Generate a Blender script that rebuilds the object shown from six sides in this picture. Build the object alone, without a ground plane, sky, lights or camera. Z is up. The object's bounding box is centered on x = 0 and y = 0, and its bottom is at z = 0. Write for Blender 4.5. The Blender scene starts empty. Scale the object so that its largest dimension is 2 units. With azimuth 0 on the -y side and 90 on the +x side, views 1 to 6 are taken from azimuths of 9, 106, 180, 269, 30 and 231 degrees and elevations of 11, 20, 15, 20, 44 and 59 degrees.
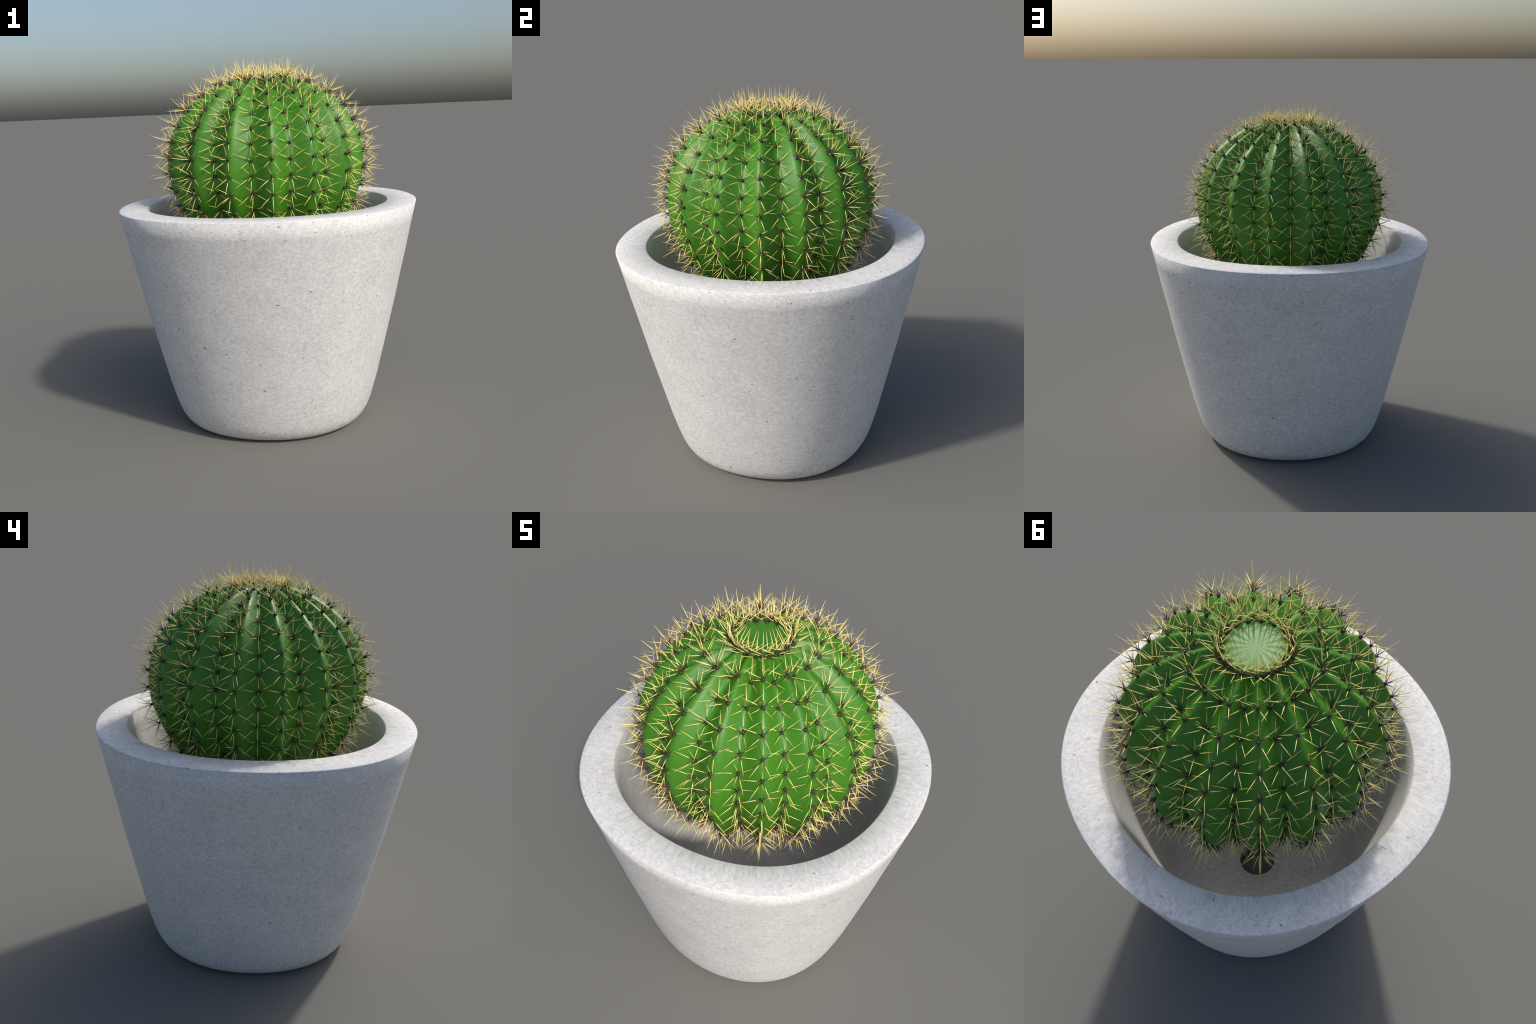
"""Potted barrel cactus: a ribbed green globe with spine clusters, hanging low
inside a pale concrete planter (rounded-square plan, tapered wall, drain hole)."""
import bpy, math, random
from mathutils import Vector, Matrix

random.seed(11)
COL = bpy.context.scene.collection

# ------------------------------------------------------------------ helpers
def new_object(name, mesh, parent=None):
    ob = bpy.data.objects.new(name, mesh)
    COL.objects.link(ob)
    ob.parent = parent
    return ob

def mesh_from(name, verts, faces, mats, smooth=True, slots=None):
    me = bpy.data.meshes.new(name)
    me.from_pydata([tuple(v) for v in verts], [], faces)
    for m in mats:
        me.materials.append(m)
    me.polygons.foreach_set("use_smooth", [smooth] * len(me.polygons))
    if slots:
        me.polygons.foreach_set("material_index", slots)
    me.update()
    return me

def catmull(points, steps):
    """Smooth curve through 2D points, 'steps' pieces per span."""
    p = [points[0]] + list(points) + [points[-1]]
    out = []
    for i in range(1, len(p) - 2):
        a, b, c, d = p[i - 1], p[i], p[i + 1], p[i + 2]
        for s in range(steps):
            t = s / steps
            out.append(tuple(0.5 * (2 * b[k] + (c[k] - a[k]) * t
                       + (2 * a[k] - 5 * b[k] + 4 * c[k] - d[k]) * t * t
                       + (3 * b[k] - a[k] - 3 * c[k] + d[k]) * t ** 3) for k in (0, 1)))
    out.append(tuple(points[-1]))
    return out

class Nodes:
    """Small wrapper to write node trees compactly."""
    def __init__(self, name):
        self.mat = bpy.data.materials.new(name)
        self.mat.use_nodes = True
        self.t = self.mat.node_tree
        self.bsdf = self.t.nodes["Principled BSDF"]
    def add(self, kind, **props):
        n = self.t.nodes.new(kind)
        for k, v in props.items():
            setattr(n, k, v)
        return n
    def link(self, a, b):
        self.t.links.new(a, b)
    def put(self, sock, v):
        if isinstance(v, bpy.types.NodeSocket):
            self.link(v, sock)
        else:
            sock.default_value = v
    def math(self, op, a, b=0.0, c=0.0, clamp=False):
        n = self.add("ShaderNodeMath", operation=op, use_clamp=clamp)
        for i, v in enumerate((a, b, c)):
            self.put(n.inputs[i], v)
        return n.outputs[0]
    def noise(self, vec, scale, detail=4.0, rough=0.55, dist=0.0):
        n = self.add("ShaderNodeTexNoise")
        self.link(vec, n.inputs["Vector"])
        n.inputs["Scale"].default_value = scale
        n.inputs["Detail"].default_value = detail
        n.inputs["Roughness"].default_value = rough
        n.inputs["Distortion"].default_value = dist
        return n.outputs["Fac"]
    def ramp(self, fac, stops):
        n = self.add("ShaderNodeValToRGB")
        self.link(fac, n.inputs[0])
        e = n.color_ramp.elements
        while len(e) < len(stops):
            e.new(0.5)
        for el, (p, c) in zip(e, stops):
            el.position = p
            el.color = (c, c, c, 1) if isinstance(c, (int, float)) else (*c, 1)
        return n.outputs[0]
    def mix(self, fac, a, b, blend="MIX"):
        n = self.add("ShaderNodeMix", data_type="RGBA", blend_type=blend)
        self.put(n.inputs[0], fac)
        self.put(n.inputs[6], a if isinstance(a, bpy.types.NodeSocket) else (*a, 1))
        self.put(n.inputs[7], b if isinstance(b, bpy.types.NodeSocket) else (*b, 1))
        return n.outputs[2]
    def maprange(self, v, a, b, c=0.0, d=1.0):
        n = self.add("ShaderNodeMapRange")
        self.link(v, n.inputs[0])
        for i, x in enumerate((a, b, c, d)):
            n.inputs[i + 1].default_value = x
        return n.outputs[0]

# ------------------------------------------------------------------ materials
CONCRETE = (0.660, 0.654, 0.644)
RIM_HEIGHT = 1.206

def concrete_material():
    n = Nodes("pale_concrete")
    tc = n.add("ShaderNodeTexCoord")
    sep = n.add("ShaderNodeSeparateXYZ"); n.link(tc.outputs["Object"], sep.inputs[0])
    x, y, z = sep.outputs
    r = n.math("SQRT", n.math("ADD", n.math("MULTIPLY", x, x), n.math("MULTIPLY", y, y)))
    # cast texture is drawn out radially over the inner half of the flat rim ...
    on_rim = n.math("GREATER_THAN", z, RIM_HEIGHT - 0.012)
    far_in = n.math("MULTIPLY", on_rim, n.maprange(r, 0.685, 0.765, 0.55, 0.0))
    k = n.math("ADD", 1.0, n.math("MULTIPLY", far_in,
               n.math("SUBTRACT", n.math("DIVIDE", 0.752, n.math("MAXIMUM", r, 0.05)), 1.0)))
    # ... and downwards round the foot
    foot = n.maprange(z, 0.03, 0.12, 0.85, 0.0)
    z2 = n.math("ADD", z, n.math("MULTIPLY", foot, n.math("SUBTRACT", 0.12, z)))
    comb = n.add("ShaderNodeCombineXYZ")
    n.link(n.math("MULTIPLY", x, k), comb.inputs[0])
    n.link(n.math("MULTIPLY", y, k), comb.inputs[1])
    n.link(n.math("MULTIPLY", z2, 1.35), comb.inputs[2])
    v = comb.outputs[0]
    cloud = n.ramp(n.noise(v, 5.5, 5.0, 0.62), [(0.3, 0.935), (0.7, 1.05)])
    mottle = n.ramp(n.noise(v, 56.0, 5.0, 0.66, 0.6), [(0.30, 0.80), (0.5, 0.985), (0.70, 1.17)])
    grain = n.ramp(n.noise(v, 150.0, 3.0, 0.6), [(0.28, 0.88), (0.72, 1.10)])
    tone = n.math("MULTIPLY", n.math("MULTIPLY", cloud, mottle), grain)
    base = n.mix(1.0, CONCRETE, tone, "MULTIPLY")
    # faint pale scratches
    scr = n.add("ShaderNodeMapping"); n.link(v, scr.inputs[0])
    scr.inputs["Scale"].default_value = (9.0, 9.0, 60.0)
    scr.inputs["Rotation"].default_value = (0.12, 0.08, 0.0)
    streak = n.ramp(n.noise(scr.outputs[0], 1.0, 2.0, 0.5, 0.6), [(0.67, 0.0), (0.78, 0.6)])
    base = n.mix(streak, base, (0.78, 0.77, 0.75))
    # small dark air holes: a few cells of a Voronoi pattern get a dot
    def pits(scale, size, share):
        w = n.add("ShaderNodeTexNoise"); n.link(v, w.inputs["Vector"])
        w.inputs["Scale"].default_value = scale * 2.6
        off = n.add("ShaderNodeVectorMath", operation="MULTIPLY_ADD")
        n.link(w.outputs["Color"], off.inputs[0])
        off.inputs[1].default_value = (0.5 / scale,) * 3
        n.link(v, off.inputs[2])
        vo = n.add("ShaderNodeTexVoronoi"); n.link(off.outputs[0], vo.inputs["Vector"])
        vo.inputs["Scale"].default_value = scale
        wn = n.add("ShaderNodeTexWhiteNoise"); n.link(vo.outputs["Position"], wn.inputs["Vector"])
        dot = n.maprange(vo.outputs["Distance"], size * 0.55, size, 1.0, 0.0)
        keep = n.maprange(wn.outputs["Value"], share, share * 0.5, 0.0, 1.0)
        return n.math("MULTIPLY", dot, keep, clamp=True)
    big = pits(17.0, 0.11, 0.38)
    small = pits(31.0, 0.15, 0.6)
    hole = n.math("MAXIMUM", n.math("MULTIPLY", big, 0.85), n.math("MULTIPLY", small, 0.62))
    base = n.mix(hole, base, (0.11, 0.105, 0.10))
    n.link(base, n.bsdf.inputs["Base Color"])
    n.bsdf.inputs["Roughness"].default_value = 0.75
    n.bsdf.inputs["Specular IOR Level"].default_value = 0.3
    h = n.math("SUBTRACT", n.math("MULTIPLY", mottle, 0.6), hole)
    b = n.add("ShaderNodeBump")
    b.inputs["Strength"].default_value = 0.22
    b.inputs["Distance"].default_value = 0.006
    n.link(h, b.inputs["Height"]); n.link(b.outputs[0], n.bsdf.inputs["Normal"])
    return n.mat

def skin_material():
    n = Nodes("cactus_skin")
    tc = n.add("ShaderNodeTexCoord")
    mp = n.add("ShaderNodeMapping"); n.link(tc.outputs["Object"], mp.inputs[0])
    mp.inputs["Scale"].default_value = (1.0, 1.0, 0.35)
    broad = n.ramp(n.noise(mp.outputs[0], 7.0, 3.0), [(0.3, 0.0), (0.7, 1.0)])
    col = n.mix(broad, (0.043, 0.182, 0.0080), (0.053, 0.208, 0.010))
    fine = n.ramp(n.noise(mp.outputs[0], 45.0, 3.0), [(0.55, 0.0), (0.75, 0.35)])
    col = n.mix(fine, col, (0.068, 0.190, 0.007))
    n.link(col, n.bsdf.inputs["Base Color"])
    n.bsdf.inputs["Roughness"].default_value = 0.47
    n.bsdf.inputs["Specular IOR Level"].default_value = 0.42
    return n.mat

def plain(name, colour, rough, spec=0.5, jitter=0.0):
    n = Nodes(name)
    if jitter:
        tc = n.add("ShaderNodeTexCoord")
        f = n.ramp(n.noise(tc.outputs["Object"], 9.0, 2.0), [(0.3, 1 - jitter), (0.7, 1 + jitter)])
        n.link(n.mix(1.0, colour, f, "MULTIPLY"), n.bsdf.inputs["Base Color"])
    else:
        n.bsdf.inputs["Base Color"].default_value = (*colour, 1)
    n.bsdf.inputs["Roughness"].default_value = rough
    n.bsdf.inputs["Specular IOR Level"].default_value = spec
    return n.mat

concrete = concrete_material()
skin = skin_material()
areole_mat = plain("areole_brown", (0.045, 0.030, 0.019), 0.42, 0.5, 0.25)
SPINE_MATS = [plain("spine_foot_dark", (0.020, 0.014, 0.007), 0.45),
              plain("spine_foot_brown", (0.095, 0.068, 0.022), 0.45),
              plain("spine_tan", (0.34, 0.25, 0.075), 0.45),
              plain("spine_straw", (0.97, 0.77, 0.27), 0.42, 0.5, 0.08)]

root = bpy.data.objects.new("potted_cactus", None)
COL.objects.link(root)
root["label"] = "round ribbed green cactus with yellow spines in concrete pot"
root["category"] = "potted plant"

# ------------------------------------------------------------------ pot
def build_pot():
    # (mean radius, height, four-fold bulge toward the corners as share of radius)
    outer = [(0.462, 0.0), (0.478, 0.0015), (0.492, 0.006), (0.5145, 0.020), (0.5325, 0.040), (0.549, 0.070),
             (0.561, 0.10), (0.579, 0.16), (0.601, 0.24), (0.639, 0.40), (0.6965, 0.645),
             (0.7343, 0.82), (0.768, 0.97), (0.7985, 1.114), (0.8180, 1.2025)]
    top = [(0.8112, RIM_HEIGHT), (0.6675, RIM_HEIGHT)]
    inner = [(0.6605, 1.2005), (0.6460, 1.114), (0.605, 0.90), (0.5565, 0.65), (0.511, 0.42), (0.482, 0.28),
             (0.463, 0.21), (0.438, 0.165), (0.402, 0.141), (0.35, 0.131), (0.28, 0.127), (0.22, 0.119),
             (0.17, 0.109), (0.13, 0.091), (0.103, 0.072)]
    drain = [(0.0965, 0.0685), (0.0955, 0.065), (0.0955, 0.006), (0.098, 0.0015), (0.104, 0.0)]
    profile = outer + top + inner + drain
    seg = 192
    verts, faces = [], []
    for r, z in profile:
        amp = 0.0138 if r > 0.2 else 0.0
        if r < 0.66 and r > 0.2 and z > 0.3 and (r, z) in inner:
            amp = 0.0135
        for i in range(seg):
            a = 2 * math.pi * i / seg
            rr = r * (1 - amp * math.cos(4 * a))
            verts.append((rr * math.cos(a), rr * math.sin(a), z))
    m = len(profile)
    for j in range(m):
        for i in range(seg):
            a, b = j * seg + i, j * seg + (i + 1) % seg
            c, d = ((j + 1) % m) * seg + (i + 1) % seg, ((j + 1) % m) * seg + i
            faces.append((a, b, c, d))
    return new_object("pot", mesh_from("pot", verts, faces, [concrete]), root)

pot = build_pot()

# ------------------------------------------------------------------ cactus stem
RIBS = 16
TURN = math.radians(11.25 - 0.5)          # azimuth of the first rib crest
STEP = math.pi / RIBS                     # crest to furrow
# radius, height of the spine cushions, row by row from the crown down
CREST = [(0.1370, 1.8703), (0.2512, 1.8415), (0.3523, 1.7844), (0.4356, 1.7151), (0.4912, 1.6374),
         (0.5274, 1.5565), (0.5444, 1.4733), (0.5446, 1.3869), (0.5295, 1.2995), (0.4912, 1.2036),
         (0.4394, 1.1001), (0.3633, 1.0064), (0.272, 0.936), (0.165, 0.892)]
FURROW = [(0.1275, 1.8560), (0.2276, 1.8047), (0.3196, 1.7485), (0.3927, 1.6853), (0.4447, 1.6156),
          (0.4769, 1.5419), (0.4924, 1.4652), (0.4922, 1.3881), (0.4756, 1.3060), (0.4450, 1.2208),
          (0.4006, 1.1330), (0.3350, 1.0520), (0.252, 0.990), (0.155, 0.945)]

def oval(a):
    """The globe is not quite round in plan."""
    return 1 - 0.0060 * math.cos(2 * a) + 0.0005 * math.sin(2 * a)
ROWS = len(CREST)

def outward(profile, row):
    """Unit normal (radial, up) and tangent of a meridian profile at a row."""
    a = profile[max(row - 1, 0)]; b = profile[min(row + 1, ROWS - 1)]
    t = Vector((a[0] - b[0], a[1] - b[1])).normalized()
    return Vector((t.y, -t.x)), t

def shifted(profile, d):
    out = []
    for i, p in enumerate(profile):
        nrm, _ = outward(profile, i)
        out.append((p[0] + nrm.x * d[i], p[1] + nrm.y * d[i]))
    return out

def build_stem():
    steps = 6
    # cap inside the crown ring and the closed underside continue both profiles
    cut_c, cut_f, arc, flat = 0.36, 0.30, 8, 3      # rounded share of each facet at crest and furrow
    cs = math.cos(STEP)
    up_c = [0.5 * cut_c * (CREST[i][0] - FURROW[i][0] * cs) - 0.0005 for i in range(ROWS)]
    up_f = [-0.5 * cut_f * (CREST[i][0] * cs - FURROW[i][0]) - 0.0070 for i in range(ROWS)]
    crest = [(0.0, 1.8685), (0.030, 1.8688), (0.070, 1.8690), (0.105, 1.8690)] + shifted(CREST, up_c) + [(0.07, 0.874), (0.0, 0.870)]
    furrow = [(0.0, 1.8685), (0.030, 1.8684), (0.070, 1.8674), (0.103, 1.8640)] + shifted(FURROW, up_f) + [(0.07, 0.905), (0.0, 0.870)]
    c_line, f_line = catmull(crest, steps), catmull(furrow, steps)
    verts, faces = [], []
    ring = None
    for lv in range(1, len(c_line) - 1):
        corner = []
        for k in range(2 * RIBS):
            r, z = (c_line if k % 2 == 0 else f_line)[lv]
            a = TURN + math.radians(0.2) + k * STEP
            r *= oval(a)
            corner.append(Vector((r * math.cos(a), r * math.sin(a), z)))
        pts = []
        for k in range(2 * RIBS):
            p, v, q = corner[k - 1], corner[k], corner[(k + 1) % (2 * RIBS)]
            c = cut_c if k % 2 == 0 else cut_f
            s, e = v.lerp(p, c), v.lerp(q, c)
            for i in range(arc + 1):
                t = i / arc
                pts.append(s * (1 - t) ** 2 + v * 2 * t * (1 - t) + e * t * t)
            nc = cut_f if k % 2 == 0 else cut_c
            e2 = q.lerp(v, nc)
            for i in range(1, flat):
                pts.append(e.lerp(e2, i / flat))
        ring = len(pts)
        verts += pts
    levels = len(verts) // ring
    for j in range(levels - 1):
        for i in range(ring):
            a, b = j * ring + i, j * ring + (i + 1) % ring
            faces.append((a, a + ring, b + ring, b))
    top = len(verts); verts.append(Vector((0, 0, c_line[0][1])))
    bot = len(verts); verts.append(Vector((0, 0, c_line[-1][1])))
    for i in range(ring):
        faces.append((top, i, (i + 1) % ring))
        o = (levels - 1) * ring
        faces.append((bot, o + (i + 1) % ring, o + i))
    return new_object("cactus_stem", mesh_from("cactus_stem", verts, faces, [skin]), root)

stem = build_stem()

# ------------------------------------------------------------------ areoles and spines
def ball(rings=8, segs=12):
    verts = [(0, 0, 1)]
    for j in range(1, rings):
        t = math.pi * j / rings
        verts += [(math.sin(t) * math.cos(2 * math.pi * i / segs), math.sin(t) * math.sin(2 * math.pi * i / segs), math.cos(t)) for i in range(segs)]
    verts.append((0, 0, -1))
    faces = [(0, 1 + i, 1 + (i + 1) % segs) for i in range(segs)]
    for j in range(rings - 2):
        for i in range(segs):
            a, b = 1 + j * segs + i, 1 + j * segs + (i + 1) % segs
            faces.append((a, a + segs, b + segs, b))
    o = 1 + (rings - 2) * segs
    faces += [(len(verts) - 1, o + (i + 1) % segs, o + i) for i in range(segs)]
    return verts, faces

SPINE_LEN = 0.101
def needle(segs=7):
    """Unit-length spine along z: slim dark foot, straw-coloured blade, sharp tip."""
    prof = [(0.0, 0.0132), (0.10, 0.0142), (0.17, 0.0150), (0.24, 0.0156), (0.31, 0.0158), (0.50, 0.0140), (0.70, 0.0094), (0.88, 0.0042)]
    slot = [0, 0, 1, 2, 3, 3, 3]
    verts, faces, slots = [], [], []
    for z, r in prof:
        verts += [(r * math.cos(2 * math.pi * i / segs), r * math.sin(2 * math.pi * i / segs), z) for i in range(segs)]
    for j in range(len(prof) - 1):
        for i in range(segs):
            a, b = j * segs + i, j * segs + (i + 1) % segs
            faces.append((a, b, b + segs, a + segs)); slots.append(slot[j])
    tip = len(verts); verts.append((0, 0, 1.0))
    o = (len(prof) - 1) * segs
    for i in range(segs):
        faces.append((o + i, o + (i + 1) % segs, tip)); slots.append(3)
    faces.append(tuple(reversed(range(segs)))); slots.append(0)
    return verts, faces, slots

# spines of one cluster in (east, up-meridian, outward); one long upright, four
# leaning sideways, one standing straight out
CLUSTER = {"up": (0.000, 0.0735, 0.0640), "left_high": (-0.0834, 0.0258, 0.0465), "right_high": (0.0635, 0.0450, 0.0420),
           "left_low": (-0.0500, -0.0467, 0.0660), "right_low": (0.0290, -0.0560, 0.0620), "middle": (0.000, 0.0040, 0.1080)}

ball_v, ball_f = ball()
needle_v, needle_f, needle_s = needle()
areole_mesh = mesh_from("areole", ball_v, ball_f, [areole_mat])
spine_mesh = mesh_from("spine", needle_v, needle_f, SPINE_MATS, True, needle_s)

areoles, spines = [], []            # (size rank, matrix)
for row in range(ROWS):
    for k in range(2 * RIBS):
        prof = CREST if k % 2 == 0 else FURROW
        nrm, tan = outward(prof, row)
        if row == 0:                # crown ring stands upright round the disc
            nrm = Vector((0.13 if k % 2 == 0 else 0.32, 1.0)).normalized(); tan = Vector((-nrm.y, nrm.x))
        a = TURN + k * STEP
        rad, east = Vector((math.cos(a), math.sin(a), 0)), Vector((-math.sin(a), math.cos(a), 0))
        n3 = rad * nrm.x + Vector((0, 0, nrm.y)); t3 = rad * tan.x + Vector((0, 0, tan.y))
        r, z = prof[row]
        r *= oval(a)
        p = rad * r + Vector((0, 0, z))
        size = random.uniform(0.0078, 0.0096)
        rot = Matrix((east, t3, n3)).transposed().to_4x4()
        areoles.append((row + (0.5 if k % 2 else 0), Matrix.Translation(p) @ rot @ Matrix.Diagonal((size, size, size * 0.92, 1))))
        flip = -1 if row >= 7 else 1     # below the equator each cluster hangs head down
        twist = random.gauss(0, 0.03)
        grow = random.gauss(1.0, 0.035)
        for name, (e, u, o) in CLUSTER.items():
            e, u = e * flip, u * flip
            e, u = e * math.cos(twist) - u * math.sin(twist), e * math.sin(twist) + u * math.cos(twist)
            d = (east * e + t3 * u + n3 * o).normalized()
            d = (d + Vector((random.gauss(0, 0.025), random.gauss(0, 0.025), random.gauss(0, 0.025)))).normalized()
            ln = SPINE_LEN * grow * random.uniform(0.95, 1.05) * (1.09 if name == "middle" else 1.06 if row == 0 and name == "up" else 1.0)
            q = d.to_track_quat("Z", "Y").to_matrix().to_4x4()
            w = ln * random.uniform(0.92, 1.08)
            rank = row * 6 + {"up": 0, "middle": 1}.get(name, 40)
            spines.append((rank, Matrix.Translation(p) @ q @ Matrix.Diagonal((w, w, ln, 1))))

def scatter(kind, mesh, verts, faces, mats, slots, items, most=300):
    """The most prominent pieces become named objects, the rest one joined part."""
    items = sorted(items, key=lambda it: it[0])
    for i, (_, m) in enumerate(items[:most]):
        ob = new_object(kind, mesh, stem)
        ob.matrix_local = m
    V, Fc, S = [], [], []
    for _, m in items[most:]:
        o = len(V)
        V += [m @ Vector(v) for v in verts]
        Fc += [tuple(i + o for i in f) for f in faces]
        if slots:
            S += slots
    rest = new_object(kind + "_mass", mesh_from(kind + "_mass", V, Fc, mats, True, S or None), stem)
    rest["kind"] = "stuff"

scatter("areole", areole_mesh, ball_v, ball_f, [areole_mat], None, areoles)
scatter("spine", spine_mesh, needle_v, needle_f, SPINE_MATS, needle_s, spines)
